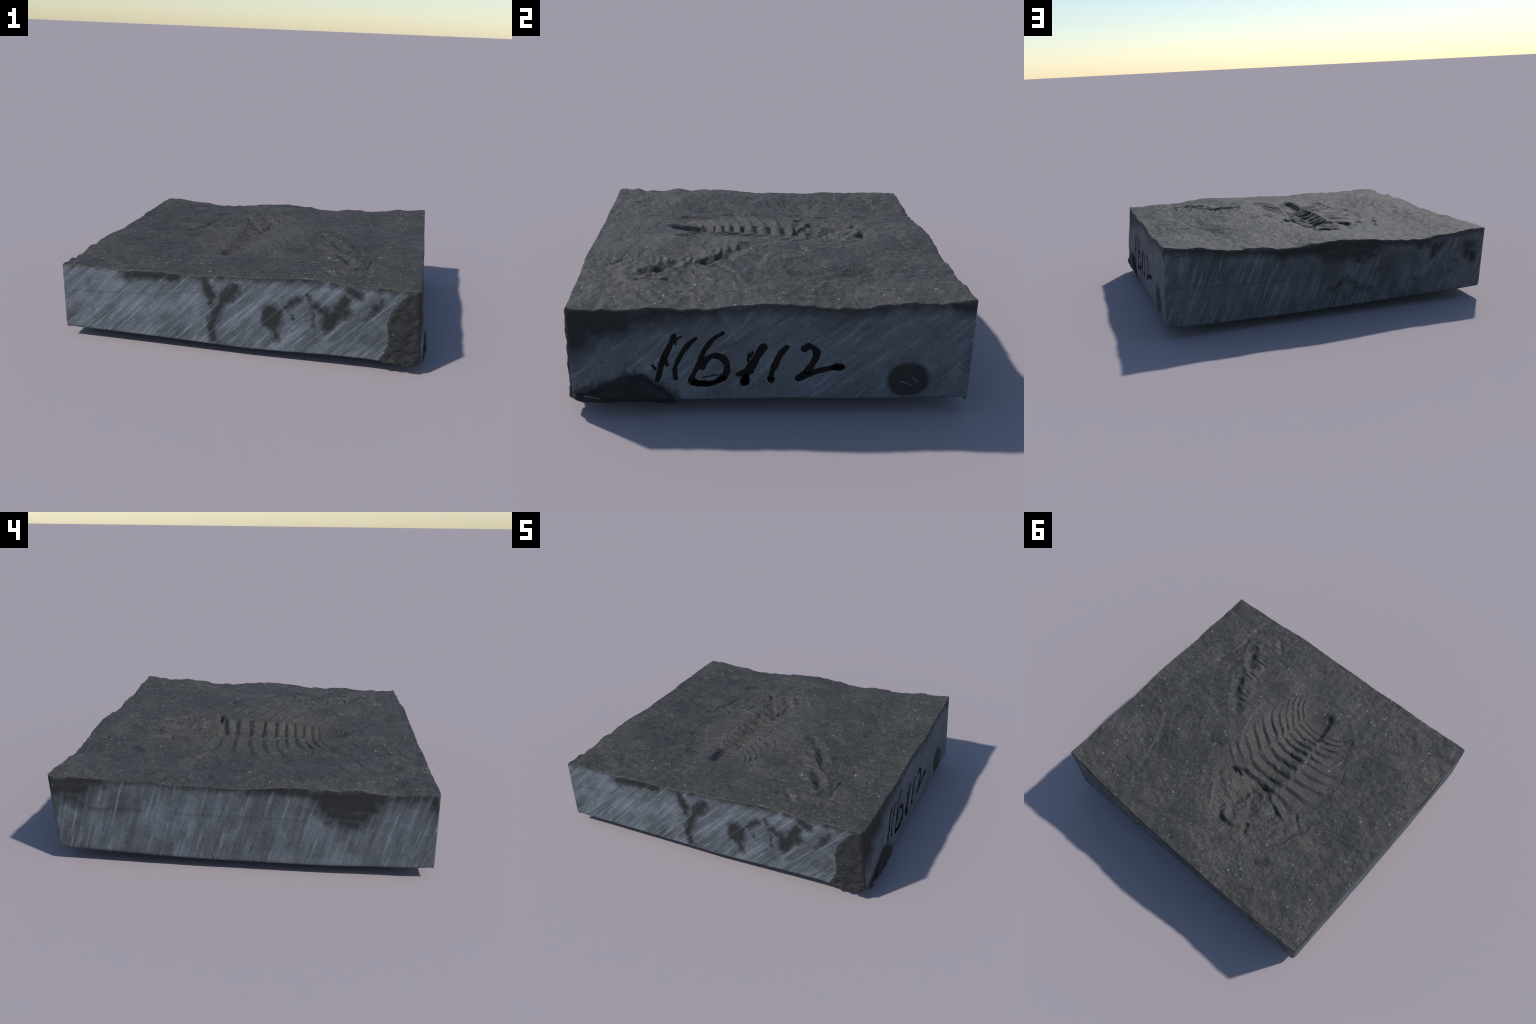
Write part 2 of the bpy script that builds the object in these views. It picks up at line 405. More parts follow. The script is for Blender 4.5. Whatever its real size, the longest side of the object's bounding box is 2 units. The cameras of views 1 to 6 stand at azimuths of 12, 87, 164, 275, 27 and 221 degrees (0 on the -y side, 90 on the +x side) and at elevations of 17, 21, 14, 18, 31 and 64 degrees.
# underside: a coarser grid, gently pillowed down to the ground
STEP = 8
BU, BV = NU // STEP, NV // STEP
last = side_ids[-1]
low = levels[-1]
bu, bv = np.meshgrid(np.linspace(0, 1, BU + 1), np.linspace(0, 1, BV + 1), indexing="ij")
f0, r0 = low[:NU + 1], low[NU:NU + NV + 1]
b0, l0 = low[NU + NV:2 * NU + NV + 1][::-1], np.vstack([low[2 * NU + NV:], low[:1]])[::-1]
pick_f, pick_b, pick_l, pick_r = f0[::STEP], b0[::STEP], l0[::STEP], r0[::STEP]
u3, v3 = bu[..., None], bv[..., None]
under = ((1 - v3) * pick_f[:, None] + v3 * pick_b[:, None] + (1 - u3) * pick_l[None] + u3 * pick_r[None]
         - (1 - u3) * (1 - v3) * f0[0] - u3 * (1 - v3) * f0[-1] - u3 * v3 * b0[-1] - (1 - u3) * v3 * b0[0])
pillow = np.clip(np.minimum(np.minimum(bu, 1 - bu) * 1.9, np.minimum(bv, 1 - bv) * 1.7) / .5, 0, 1)
pillow = np.sin(pillow * math.pi / 2)
under[..., 2] = under[..., 2] * (1 - pillow) + pillow * (.006 + .006 * fbm(bu * 9, bv * 9, 90, 3))
under[..., 2] -= max(0, under[..., 2].min()) if under[..., 2].min() > 0 else 0
under[..., 2] = np.maximum(under[..., 2], 0)
bid = np.full((BU + 1, BV + 1), -1)
bid[1:-1, 1:-1] = nv + np.arange((BU - 1) * (BV - 1)).reshape(BU - 1, BV - 1)
verts.append(under[1:-1, 1:-1].reshape(-1, 3))
idx_f, idx_r = last[:NU + 1], last[NU:NU + NV + 1]
idx_b, idx_l = last[NU + NV:2 * NU + NV + 1][::-1], np.concatenate([last[2 * NU + NV:], last[:1]])[::-1]
bid[:, 0], bid[-1, :], bid[:, -1], bid[0, :] = idx_f[::STEP], idx_r[::STEP], idx_b[::STEP], idx_l[::STEP]
VERTS = np.vstack(verts)

# faces as lists of quads (plus ngons along the underside border)
tq = np.stack([gid[:-1, :-1], gid[1:, :-1], gid[1:, 1:], gid[:-1, 1:]], -1).reshape(-1, 4)
nxt = np.roll(side_ids, -1, axis=1)
sq = np.stack([side_ids[:-1], side_ids[1:], nxt[1:], nxt[:-1]], -1)
under_faces = []
for i in range(BU):
    for j in range(BV):
        loop = []
        for (p, q, fine, k0, rev) in (((i, j), (i, j + 1), idx_l, j, False), ((i, j + 1), (i + 1, j + 1), idx_b, i, False),
                                      ((i + 1, j + 1), (i + 1, j), idx_r, j, True), ((i + 1, j), (i, j), idx_f, i, True)):
            on = {0: p[0] == 0 == q[0], 1: p[1] == BV == q[1], 2: p[0] == BU == q[0], 3: p[1] == 0 == q[1]}[len_side := (0 if fine is idx_l else 1 if fine is idx_b else 2 if fine is idx_r else 3)]
            if on:
                run = fine[k0 * STEP:(k0 + 1) * STEP + 1]
                loop += list(run[::-1] if rev else run)[:-1]
            else:
                loop.append(bid[p])
        under_faces.append([int(v) for v in loop])

# vertex normals of the whole welded body
N = np.zeros_like(VERTS)
for q in (tq, sq.reshape(-1, 4)):
    n = np.cross(VERTS[q[:, 2]] - VERTS[q[:, 0]], VERTS[q[:, 3]] - VERTS[q[:, 1]])
    for c in range(4):
        np.add.at(N, q[:, c], n)
for f in under_faces:
    p = VERTS[f]
    n = np.cross(p, np.roll(p, -1, 0)).sum(0)
    N[f] += n / len(f) * 2
N /= np.maximum(np.linalg.norm(N, axis=1), 1e-12)[:, None]


# ------------------------------------------------------------------ materials
class Nodes:
    def __init__(self, name):
        self.mat = bpy.data.materials.new(name)
        self.mat.use_nodes = True
        self.t = self.mat.node_tree
        self.bsdf = self.t.nodes["Principled BSDF"]
        self.obj = self.t.nodes.new("ShaderNodeTexCoord").outputs["Object"]

    def put(self, sock, val):
        if isinstance(val, bpy.types.NodeSocket):
            self.t.links.new(val, sock)
        elif isinstance(val, (tuple, list)) and len(val) == 3 and sock.type == "RGBA":
            sock.default_value = (*val, 1)
        else:
            sock.default_value = val

    def node(self, kind, props=None, **ins):
        n = self.t.nodes.new(kind)
        for k, v in (props or {}).items():
            setattr(n, k, v)
        for k, v in ins.items():
            self.put(n.inputs[int(k[1:]) if k[0] == "i" and k[1:].isdigit() else k.replace("_", " ")], v)
        return n

    def math(self, op, a, b=0.0, clamp=False):
        return self.node("ShaderNodeMath", {"operation": op, "use_clamp": clamp}, i0=a, i1=b).outputs[0]

    def vec(self, op, a, b=(0, 0, 0)):
        n = self.node("ShaderNodeVectorMath", {"operation": op}, i0=a, i1=b)
        return n.outputs["Value"] if op in ("DOT_PRODUCT", "LENGTH", "DISTANCE") else n.outputs[0]

    def noise(self, co, scale, detail=3, rough=.55, color=False):
        n = self.node("ShaderNodeTexNoise", None, Vector=co, Scale=scale, Detail=detail, Roughness=rough)
        return n.outputs["Color" if color else "Fac"]

    def ramp(self, f, lo, hi, a=0.0, b=1.0):
        n = self.node("ShaderNodeMapRange", {"interpolation_type": "SMOOTHSTEP"}, i0=f, i1=lo, i2=hi, i3=a, i4=b)
        return n.outputs[0]

    def mix(self, f, a, b):
        n = self.t.nodes.new("ShaderNodeMix")
        n.data_type = "RGBA"
        self.put(n.inputs[0], f), self.put(n.inputs[6], a), self.put(n.inputs[7], b)
        return n.outputs[2]

    def moved(self, co, rot=(0, 0, 0), scale=(1, 1, 1), loc=(0, 0, 0)):
        return self.node("ShaderNodeMapping", None, Vector=co, Rotation=rot, Scale=scale, Location=loc).outputs[0]

    def bump(self, h, strength, dist):
        n = self.node("ShaderNodeBump", None, Strength=strength, Distance=dist, Height=h)
        self.t.links.new(n.outputs[0], self.bsdf.inputs["Normal"])

    def finish(self, color, rough, spec=.5):
        self.put(self.bsdf.inputs["Base Color"], color)
        self.put(self.bsdf.inputs["Roughness"], rough)
        self.put(self.bsdf.inputs["Specular IOR Level"], spec)
        return self.mat


def blotch_group():
    """soft-edged mask around the line A-B with radius R"""
    g = bpy.data.node_groups.new("stroke_mask", "ShaderNodeTree")
    for nm, ty in (("P", "NodeSocketVector"), ("A", "NodeSocketVector"), ("B", "NodeSocketVector"), ("R", "NodeSocketFloat"), ("Soft", "NodeSocketFloat")):
        g.interface.new_socket(nm, in_out="INPUT", socket_type=ty)
    g.interface.new_socket("Mask", in_out="OUTPUT", socket_type="NodeSocketFloat")
    gi, go = g.nodes.new("NodeGroupInput"), g.nodes.new("NodeGroupOutput")

    def vm(op, a, b):
        n = g.nodes.new("ShaderNodeVectorMath")
        n.operation = op
        g.links.new(a, n.inputs[0]), g.links.new(b, n.inputs[1])
        return n

    def fm(op, a, b, clamp=False):
        n = g.nodes.new("ShaderNodeMath")
        n.operation, n.use_clamp = op, clamp
        for s, v in zip(n.inputs, (a, b)):
            if isinstance(v, bpy.types.NodeSocket):
                g.links.new(v, s)
            else:
                s.default_value = v
        return n.outputs[0]

    o = gi.outputs
    pa, ba = vm("SUBTRACT", o["P"], o["A"]).outputs[0], vm("SUBTRACT", o["B"], o["A"]).outputs[0]
    t = fm("DIVIDE", vm("DOT_PRODUCT", pa, ba).outputs["Value"], fm("MAXIMUM", vm("DOT_PRODUCT", ba, ba).outputs["Value"], 1e-6), True)
    sc = g.nodes.new("ShaderNodeVectorMath")
    sc.operation = "SCALE"
    g.links.new(ba, sc.inputs[0]), g.links.new(t, sc.inputs["Scale"])
    d = vm("DISTANCE", pa, sc.outputs[0]).outputs["Value"]
    mask = fm("ADD", fm("DIVIDE", fm("SUBTRACT", o["R"], d), o["Soft"]), .5, True)
    g.links.new(mask, go.inputs[0])
    return g


STROKE = blotch_group()


def blotches(n, p, strokes, axis):
    """largest of many stroke masks; strokes = (a, z, a, z, radius[, soft[, weight]])"""
    total = None
    for st in strokes:
        a0, z0, a1, z1, r = st[:5]
        soft = (st[5] if len(st) > 5 else .022) * 1.5
        e0, e1 = ((a0, 0, z0), (a1, 0, z1)) if axis == 0 else ((0, a0, z0), (0, a1, z1))
        g = n.t.nodes.new("ShaderNodeGroup")
        g.node_tree = STROKE
        for nm, val in (("P", p), ("A", e0), ("B", e1), ("R", r), ("Soft", soft)):
            n.put(g.inputs[nm], val)
        m = g.outputs[0]
        if len(st) > 6:
            m = n.math("MULTIPLY", m, st[6])
        total = m if total is None else n.math("MAXIMUM", total, m)
    return total


DARK = (.030, .030, .0315)


def specks(n, density, scale, size):
    v = n.node("ShaderNodeTexVoronoi", {"voronoi_dimensions": "3D"}, Vector=n.obj, Scale=scale)
    pick = n.node("ShaderNodeSeparateColor", None, Color=v.outputs["Color"])
    keep = n.math("GREATER_THAN", pick.outputs[0], 1 - density)
    r = n.math("MULTIPLY", pick.outputs[1], size)
    dot = n.math("DIVIDE", n.math("SUBTRACT", n.math("ADD", r, size * .35), v.outputs["Distance"]), size * .5, True)
    tint = n.mix(pick.outputs[2], (.30, .36, .40), (.42, .40, .36))
    return n.math("MULTIPLY", keep, dot), tint


def shale():
    n = Nodes("split_shale")
    big = n.noise(n.obj, 4.5, 4, .6)
    mid = n.noise(n.moved(n.obj, (0, 0, .5), (1, 2.2, 1)), 17, 5, .65)
    fine = n.noise(n.moved(n.obj, (0, 0, .3), (1, 2.0, 1)), 85, 3, .65)
    hue = n.noise(n.moved(n.obj, loc=(3, 1, 0)), 30, 4, .7)
    warm, cool = (.084, .077, .067), (.066, .066, .064)
    col = n.mix(n.ramp(hue, .34, .60), cool, warm)
    col = n.mix(n.ramp(mid, .36, .62, .55, 0), col, (.030, .031, .032))
    col = n.mix(n.ramp(big, .42, .60, .55, 0), col, (.038, .040, .042))
    vein = n.math("ABSOLUTE", n.math("SUBTRACT", n.noise(n.moved(n.obj, (0, 0, .9), (1, 1.8, 1)), 2.6, 5, .6), .5))
    col = n.mix(n.math("MULTIPLY", n.ramp(vein, .035, .0), n.ramp(n.noise(n.obj, 3.1, 2), .42, .6, 0, .5)), col, (.026, .027, .029))
    # rubbed, browner stone over the body of the fossil
    d = n.vec("LENGTH", n.vec("MULTIPLY", n.vec("SUBTRACT", n.obj, (-.13, .02, .44)), (2.6, 1.75, .6)))
    fossil = n.ramp(n.math("ADD", d, n.math("MULTIPLY", n.noise(n.obj, 9), .35)), 1.28, .92)
    col = n.mix(n.math("MULTIPLY", fossil, .55), col, (.062, .058, .052))
    grain = n.ramp(fine, .30, .70, .76, 1.24)
    col = n.vec("MULTIPLY", col, n.node("ShaderNodeCombineXYZ", None, X=grain, Y=grain, Z=grain).outputs[0])
    # soft dark stain and brown fleck
    q = n.vec("ADD", n.vec("MULTIPLY", n.obj, (1, 1, 0)), n.vec("MULTIPLY", n.vec("SUBTRACT", n.noise(n.obj, 30, 2, .5, True), (.5, .5, .5)), (.03, .03, 0)))
    g = n.t.nodes.new("ShaderNodeGroup")
    g.node_tree = STROKE
    for nm, val in (("P", q), ("A", (-.495, .563, 0)), ("B", (-.452, .590, 0)), ("R", .024), ("Soft", .03)):
        n.put(g.inputs[nm], val)
    col = n.mix(n.math("MULTIPLY", g.outputs[0], .85), col, (.022, .023, .024))
    # bluish-white glints of light, painted into the base colour, denser over the fossil
    painted_glint = n.math("MULTIPLY", n.math("ADD", n.ramp(n.noise(n.obj, 7, 3, .6), .50, .66), n.math("MULTIPLY", fossil, n.ramp(n.noise(n.obj, 13, 3, .6), .44, .60)), True), n.ramp(n.noise(n.obj, 48, 3, .65), .54, .70))
    col = n.mix(n.math("MULTIPLY", painted_glint, .68), col, (.120, .128, .148))
    m, tint = specks(n, .17, 40, .21)
    col = n.mix(n.math("MULTIPLY", m, .62), col, tint)
    m2, tint2 = specks(n, .22, 90, .30)
    col = n.mix(n.math("MULTIPLY", m2, .40), col, tint2)
    n.bump(n.math("ADD", n.noise(n.obj, 120, 4, .7), n.math("MULTIPLY", n.noise(n.obj, 45, 2, .6), .8)), .14, .003)
    return n.finish(col, n.ramp(fine, .3, .7, .64, .74), .33)


def sawn(name, axis, angle, strokes, lines, pale, seed=0., streak=(1, 1), clean=()):
    n = Nodes(name)
    wob = n.vec("SUBTRACT", n.noise(n.moved(n.obj, loc=(seed, seed, 0)), 24, 4, .7, True), (.5, .5, .5))
    flat = (1, 0, 1) if axis == 0 else (0, 1, 1)
    p = n.vec("ADD", n.vec("MULTIPLY", n.obj, flat), n.vec("MULTIPLY", wob, tuple(.075 * f for f in flat)))
    co = n.moved(n.vec("MULTIPLY", n.obj, flat), (0, angle, 0) if axis == 0 else (angle, 0, 0))
    along = (3.2, 1, 40) if axis == 0 else (1, 3.2, 40)
    broad = n.noise(n.moved(co, scale=tuple(a * .35 if a == 40 else a for a in along), loc=(seed, seed, seed)), 1, 3, .6)
    scratch = n.noise(n.moved(co, scale=along, loc=(seed + 3, seed, seed)), 1.3, 4, .62)
    hair = n.noise(n.moved(co, scale=tuple(a * 2.6 if a == 40 else a * .8 for a in along), loc=(seed + 5, seed, seed)), 1.1, 2, .5)
    cloud = n.noise(n.moved(n.obj, loc=(seed, 2, seed)), 9, 5, .65)
    grit = n.noise(n.obj, 75, 3, .7)
    dim, mid, light = pale
    col = n.mix(n.ramp(n.math("ADD", n.math("MULTIPLY", broad, .55 * streak[0]), n.math("MULTIPLY", cloud, .45)), .38, .60), dim, mid)
    smudge = n.noise(n.moved(n.moved(co, scale=tuple(a * .12 if a == 40 else a for a in along), loc=(seed, 7, seed)), scale=(1, 1, 1)), 1.1, 5, .65)
    col = n.mix(n.ramp(smudge, .48, .66, 0, .62), col, tuple(c * .60 for c in dim))
    col = n.mix(n.math("MULTIPLY", n.ramp(scratch, .50, .70), .60 * streak[0]), col, light)
    col = n.mix(n.math("MULTIPLY", n.ramp(scratch, .44, .30), .55 * streak[0]), col, tuple(c * .62 for c in dim))
    col = n.mix(n.math("MULTIPLY", n.ramp(hair, .58, .74), .40 * streak[1]), col, tuple(c * 1.12 for c in light))
    g = n.ramp(grit, .28, .72, .86, 1.14)
    col = n.vec("MULTIPLY", col, n.node("ShaderNodeCombineXYZ", None, X=g, Y=g, Z=g).outputs[0])
    fine = n.math("MULTIPLY", blotches(n, n.vec("MULTIPLY", n.obj, flat), lines, axis), .5)
    col = n.mix(fine, col, tuple(c * .45 for c in dim))
    mask = blotches(n, p, strokes, axis)
    if clean:
        mask = n.math("MAXIMUM", mask, blotches(n, n.vec("ADD", n.vec("MULTIPLY", n.obj, flat), n.vec("MULTIPLY", wob, tuple(.012 * f for f in flat))), clean, axis))
    worn = n.math("SUBTRACT", mask, n.math("MULTIPLY", n.ramp(hair, .56, .74), .35 * streak[1]), True)
    col = n.mix(n.math("MULTIPLY", worn, .95), col, n.mix(n.noise(n.obj, 14), (.017, .0172, .0178), (.026, .0258, .0256)))
    n.bump(n.math("ADD", n.math("MULTIPLY", scratch, .8), n.math("MULTIPLY", grit, .5)), .35, .003)
    return n.finish(col, n.ramp(mask, 0, 1, .72, .78), .22)


def chipped(name, hi, dark, spec=.3):
    n = Nodes(name)
    a = n.noise(n.obj, 18, 6, .7)
    b = n.noise(n.moved(n.obj, (.4, .3, 0), (1, 1, 2.4)), 40, 4, .7)
    col = n.mix(n.ramp(a, .35, .65), dark, tuple(c * 1.75 for c in dark))
    col = n.mix(n.math("MULTIPLY", n.ramp(b, .58, .76), hi), col, (.105, .108, .112))
    m, tint = specks(n, .05, 60, .2)
    col = n.mix(n.math("MULTIPLY", m, .5), col, tint)
    n.bump(n.math("ADD", a, n.math("MULTIPLY", b, .6)), .6, .006)
    return n.finish(col, .68, spec)


def plain(name, color, rough, spec=.5):
    n = Nodes(name)
    v = n.noise(n.obj, 40, 3)
    return n.finish(n.mix(v, tuple(c * .8 for c in color), tuple(c * 1.2 for c in color)), rough, spec)


PALE = ((.082, .094, .108), (.140, .160, .182), (.240, .268, .296))
PALE_RIGHT = ((.096, .113, .133), (.156, .184, .214), (.225, .262, .300))
PALE_BACK = ((.068, .080, .093), (.110, .128, .147), (.195, .222, .250))
PALE_LEFT = ((.080, .091, .104), (.135, .153, .173), (.225, .252, .280))

M_TOP = shale()
M_FRONT = sawn("sawn_front", 0, .80, [
    (-.99, .43, -.60, .432, .014, .02), (-.60, .435, -.30, .436, .026, .03), (-.30, .44, .1, .452, .024, .03), (.1, .46, .5, .478, .026, .03), (.5, .472, .95, .468, .030, .03),
    (-.62, .399, -.34, .415, .028, .02), (-.022, .383, -.086, .317, .036), (-.086, .317, -.150, .171, .024), (-.150, .171, -.134, .083, .024),
    (-.153, .337, -.152, .285, .018), (-.19, .41, -.155, .328, .028), (.180, .255, .182, .225, .058), (.198, .185, .210, .128, .018),
    (.253, .307, .314, .362, .020), (.401, .333, .435, .319, .022), (.395, .287, .404, .215, .008, .014), (.461, .304, .475, .224, .026),
    (.479, .229, .561, .377, .034), (.539, .331, .566, .311, .030), (.581, .437, .629, .405, .026), (.719, .351, .719, .35, .024),
    (.719, .35, .668, .278, .011, .016), (.748, .398, .745, .37, .010, .016), (.366, .38, .37, .36, .012, .016),
    (.288, .262, .290, .245, .008, .01)],
    [(.586, .146, .640, .212, .004, .008), (.723, .163, .771, .223, .004, .008), (.29, .17, .371, .253, .004, .008), (-.93, .276, -.45, .30, .002, .006),
     (-.45, .30, -.20, .345, .002, .006)], PALE, seed=1.3)
M_RIGHT = sawn("sawn_right", 1, -.72, [
    (-.83, .44, -.45, .452, .022, .04), (-.45, .455, -.10, .475, .022, .045), (-.10, .485, .25, .475, .022, .04), (.25, .47, .45, .478, .024, .04), (.45, .49, .83, .503, .020, .04),
    (-.84, .40, -.62, .425, .075, .05), (-.84, .31, -.77, .345, .055, .05), (-.66, .42, -.45, .445, .045, .06), (-.50, .45, -.24, .46, .038, .05),
    (.74, .495, .83, .482, .030, .03), (-.637, .366, -.637, .365, .010, .02), (-.80, .10, -.672, .150, .012, .02), (-.672, .150, -.597, .182, .012, .02), (-.597, .182, -.53, .183, .012, .02), (-.53, .183, -.43, .115, .012, .02), (-.43, .115, -.37, .07, .014, .02), (.83, .30, .82, .20, .018, .03, .5)],
    [(.254, .281, .443, .283, .0025, .006), (-.2, .30, .08, .45, .003, .01), (.15, .33, .30, .43, .003, .01), (-.05, .28, .12, .40, .003, .01), (.17, .31, .30, .39, .002, .008)],
    PALE_RIGHT, seed=4.1, streak=(.6, .2), clean=[(.562, .161, .584, .163, .078, .014)])
M_BACK = sawn("sawn_back", 0, -1.19, [
    (.93, .50, .62, .465, .020, .03), (.65, .462, .30, .425, .024, .03), (.3, .42, .02, .42, .034, .03), (.06, .42, -.28, .415, .056, .05), (.02, .37, -.20, .37, .055, .06), (.10, .30, .0, .24, .05, .10, .5), (-.3, .30, -.5, .33, .05, .10, .45),
    (-.16, .36, -.16, .325, .022), (-.20, .37, -.25, .348, .022), (-.28, .415, -.52, .400, .022, .03), (-.52, .392, -.60, .38, .024, .03), (-.54, .37, -.56, .36, .020),
    (-.64, .355, -.633, .30, .022), (-.69, .365, -.66, .335, .020), (-.85, .335, -.888, .330, .030, .035), (-.86, .33, -.865, .28, .030, .035), (-.89, .28, -.90, .245, .022),
    (-.79, .245, -.78, .24, .012, .02, .7), (-.76, .19, -.75, .19, .012, .02, .6), (-.513, .167, -.51, .165, .014, .02, .6), (-.303, .255, -.30, .25, .018, .02, .6),
    (-.009, .170, -.045, .200, .018), (-.04, .205, -.09, .225, .012), (-.10, .21, -.15, .18, .014, .025, .8), (-.15, .17, -.23, .141, .014, .025, .8),
    (-.96, .42, -.50, .400, .012, .03), (.05, .33, -.02, .29, .03, .06, .6)],
    [(.918, .287, .45, .262, .003, .012), (.45, .262, .15, .255, .002, .01)], PALE_BACK, seed=7.7, streak=(.8, .55))
M_LEFT = sawn("sawn_left", 1, 1.28, [
    (.86, .40, .62, .412, .030, .03), (.85, .365, .71, .375, .050, .05), (.80, .33, .74, .305, .030, .045), (.86, .30, .84, .24, .014, .03, .7), (.62, .415, .2, .402, .010, .02),
    (.18, .402, -.05, .395, .014, .02), (-.03, .40, -.30, .408, .024, .02), (-.16, .398, -.31, .385, .018, .02), (-.34, .38, -.62, .385, .040, .03), (-.38, .34, -.58, .34, .050, .04),
    (-.40, .30, -.55, .29, .034, .04), (-.38, .262, -.40, .262, .012), (-.45, .27, -.52, .255, .03, .04), (-.62, .38, -.70, .385, .026, .04), (-.70, .39, -.86, .392, .028, .045), (-.60, .33, -.66, .35, .03, .06, .7),
    (-.85, .39, -.86, .34, .026, .03), (-.55, .26, -.60, .28, .016, .03, .7), (.68, .272, .44, .278, .004, .02, .5), (.86, .40, .87, .15, .006, .03, .6)],
    [(.70, .270, .45, .277, .003, .012), (.3, .268, -.25, .266, .002, .01), (-.22, .268, -.30, .262, .002, .008)], PALE_LEFT, seed=9.4, streak=(.85, .6))
M_SPALL = chipped("broken_shale", .60, (.0175, .0185, .0195))
M_DOME = chipped("spalled_shale", .08, (.0125, .0132, .0145), .2)
M_UNDER = chipped("rough_underside", .2, (.030, .031, .033))
M_INK = plain("black_ink", (.0085, .0086, .0095), .8, .12)
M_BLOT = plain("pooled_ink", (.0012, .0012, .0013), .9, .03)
M_SCORE = plain("pale_scratch", (.115, .13, .15), .7)


# ------------------------------------------------------------------ parts cut from the body
def collection():
    return bpy.context.scene.collection


thing = bpy.data.objects.new("fossil_slab", None)
collection().objects.link(thing)
thing["label"] = "square sawn block of dark grey shale bearing a trilobite imprint"
thing["category"] = "fossil"


def part(name, faces, mat, parent, normals=True):
    """a named mesh from a list/array of faces of the welded body"""
    if isinstance(faces, np.ndarray):
        used, inv = np.unique(faces, return_inverse=True)
        counts = np.full(len(faces), faces.shape[1])
        loops = inv.reshape(-1)
    else:
        counts = np.array([len(f) for f in faces])
        used, loops = np.unique(np.concatenate([np.array(f) for f in faces]), return_inverse=True)
    me = bpy.data.meshes.new(name)
    me.vertices.add(len(used))
    me.vertices.foreach_set("co", VERTS[used].astype(np.float32).ravel())
    me.loops.add(len(loops))
    me.loops.foreach_set("vertex_index", loops.astype(np.int32).ravel())
    me.polygons.add(len(counts))
    me.polygons.foreach_set("loop_start", np.concatenate([[0], np.cumsum(counts)[:-1]]).astype(np.int32))
    me.update(calc_edges=True)
    me.validate()
    me.materials.append(mat)
    me.polygons.foreach_set("use_smooth", np.ones(len(counts), bool))
    me.normals_split_custom_set_from_vertices([tuple(n) for n in N[used]])
    ob = bpy.data.objects.new(name, me)
    collection().objects.link(ob)
    ob.parent = parent
    return ob


cx, cy = VERTS[tq, 0].mean(1), VERTS[tq, 1].mean(1)
t, dp, dm, y_in, seg, inside = trilobite_frame(cx, cy)
label = np.zeros(len(tq), int)                                   # 0 = plain bedding plane
yo = np.interp(cx, [p[0] for p in OCCIPUT], [p[1] for p in OCCIPUT])
mp, mm = np.interp(cy, *MARGIN_PLUS), np.interp(cy, *MARGIN_MINUS)
body = (cx < mp + .01) & (cx > mm - .01)
rho = np.hypot((cx + .15) / .285, (cy + .31) / .255)
tail_zone = (rho < 1.05) & (y_in < RINGS[2])
thorax = body & (y_in >= RINGS[2]) & (y_in < RINGS[-1]) & (cy < yo)
head_zone = (np.hypot((cx + .15) / .30, (cy - .30) / .28) < 1) & (cy >= yo - .002) & ~thorax
label[head_zone] = 1
label[tail_zone] = 2
k = np.clip(np.floor(seg).astype(int), 2, len(RINGS) - 2)
label[thorax] = (10 + k * 3 + np.where(dp > 0, 1, np.where(dm > 0, 2, 0)))[thorax]
for code, pts in ((3, SMALL_1), (4, SMALL_2)):
    d, s, _ = to_line(cx, cy, pts)
    other, _, _ = to_line(cx, cy, SMALL_2 if code == 3 else SMALL_1)
    label[(d < .12) & (d <= other) & (label == 0)] = code

plane = part("bedding_surface", tq[label == 0], M_TOP, thing)
fossil = part("trilobite_fossil", tq[(label >= 10) & ((label - 10) % 3 == 0)], M_TOP, thing)
part("head_shield", tq[label == 1], M_TOP, fossil)
part("tail_shield", tq[label == 2], M_TOP, fossil)
for code in sorted(set(label[label >= 10])):
    if (code - 10) % 3:
        part("rib", tq[label == code], M_TOP, fossil)
for code in (3, 4):
    part("small_trilobite_fossil", tq[label == code], M_TOP, thing)

sq_side = np.broadcast_to(side_of, (NK, NR)).reshape(-1)
quads = sq.reshape(-1, 4)
mid = VERTS[quads].mean(1)
lab = sq_side.copy()
lab[(sq_side == 0) & (spall_inside(mid[:, 0], mid[:, 2]) > 0)] = 4
lab[(sq_side == 1) & (dome_inside(mid[:, 1], mid[:, 2]) > 0)] = 5
sides = {}
for code, mat in enumerate((M_FRONT, M_RIGHT, M_BACK, M_LEFT)):
    sides[code] = part("sawn_side", quads[lab == code], mat, thing)
part("broken_corner", quads[lab == 4], M_SPALL, thing)
spall_part = part("spalled_chip", quads[lab == 5], M_DOME, thing)
part("underside", under_faces, M_UNDER, thing)


# ------------------------------------------------------------------ inked number on the +x side
grid_y = np.array([l[NU:NU + NV + 1, 1] for l in levels])
grid_z = np.array([l[NU:NU + NV + 1, 2] for l in levels])
grid_x = np.array([l[NU:NU + NV + 1, 0] for l in levels])


def face_x(y, z):
    """x of the +x side at (y, z), read off the built surface"""
    j = int(np.argmin(np.abs(grid_y[40] - y)))
    order = np.argsort(grid_z[:, j])
    return float(np.interp(z, grid_z[order, j], grid_x[order, j]))


def curve_points(pts, n):
    p = np.array(pts, float)
    if len(p) == 2:
        return p[0] + np.outer(np.linspace(0, 1, n), p[1] - p[0])
    q = np.vstack([2 * p[0] - p[1], p, 2 * p[-1] - p[-2]])
    res = []
    for i in range(len(p) - 1):
        a, b, c, d = q[i:i + 4]
        for t in np.linspace(0, 1, n, endpoint=False):
            res.append(.5 * (2 * b + (c - a) * t + (2 * a - 5 * b + 4 * c - d) * t * t + (3 * b - a - 3 * c + d) * t ** 3))
    res.append(p[-1])
    return np.array(res)


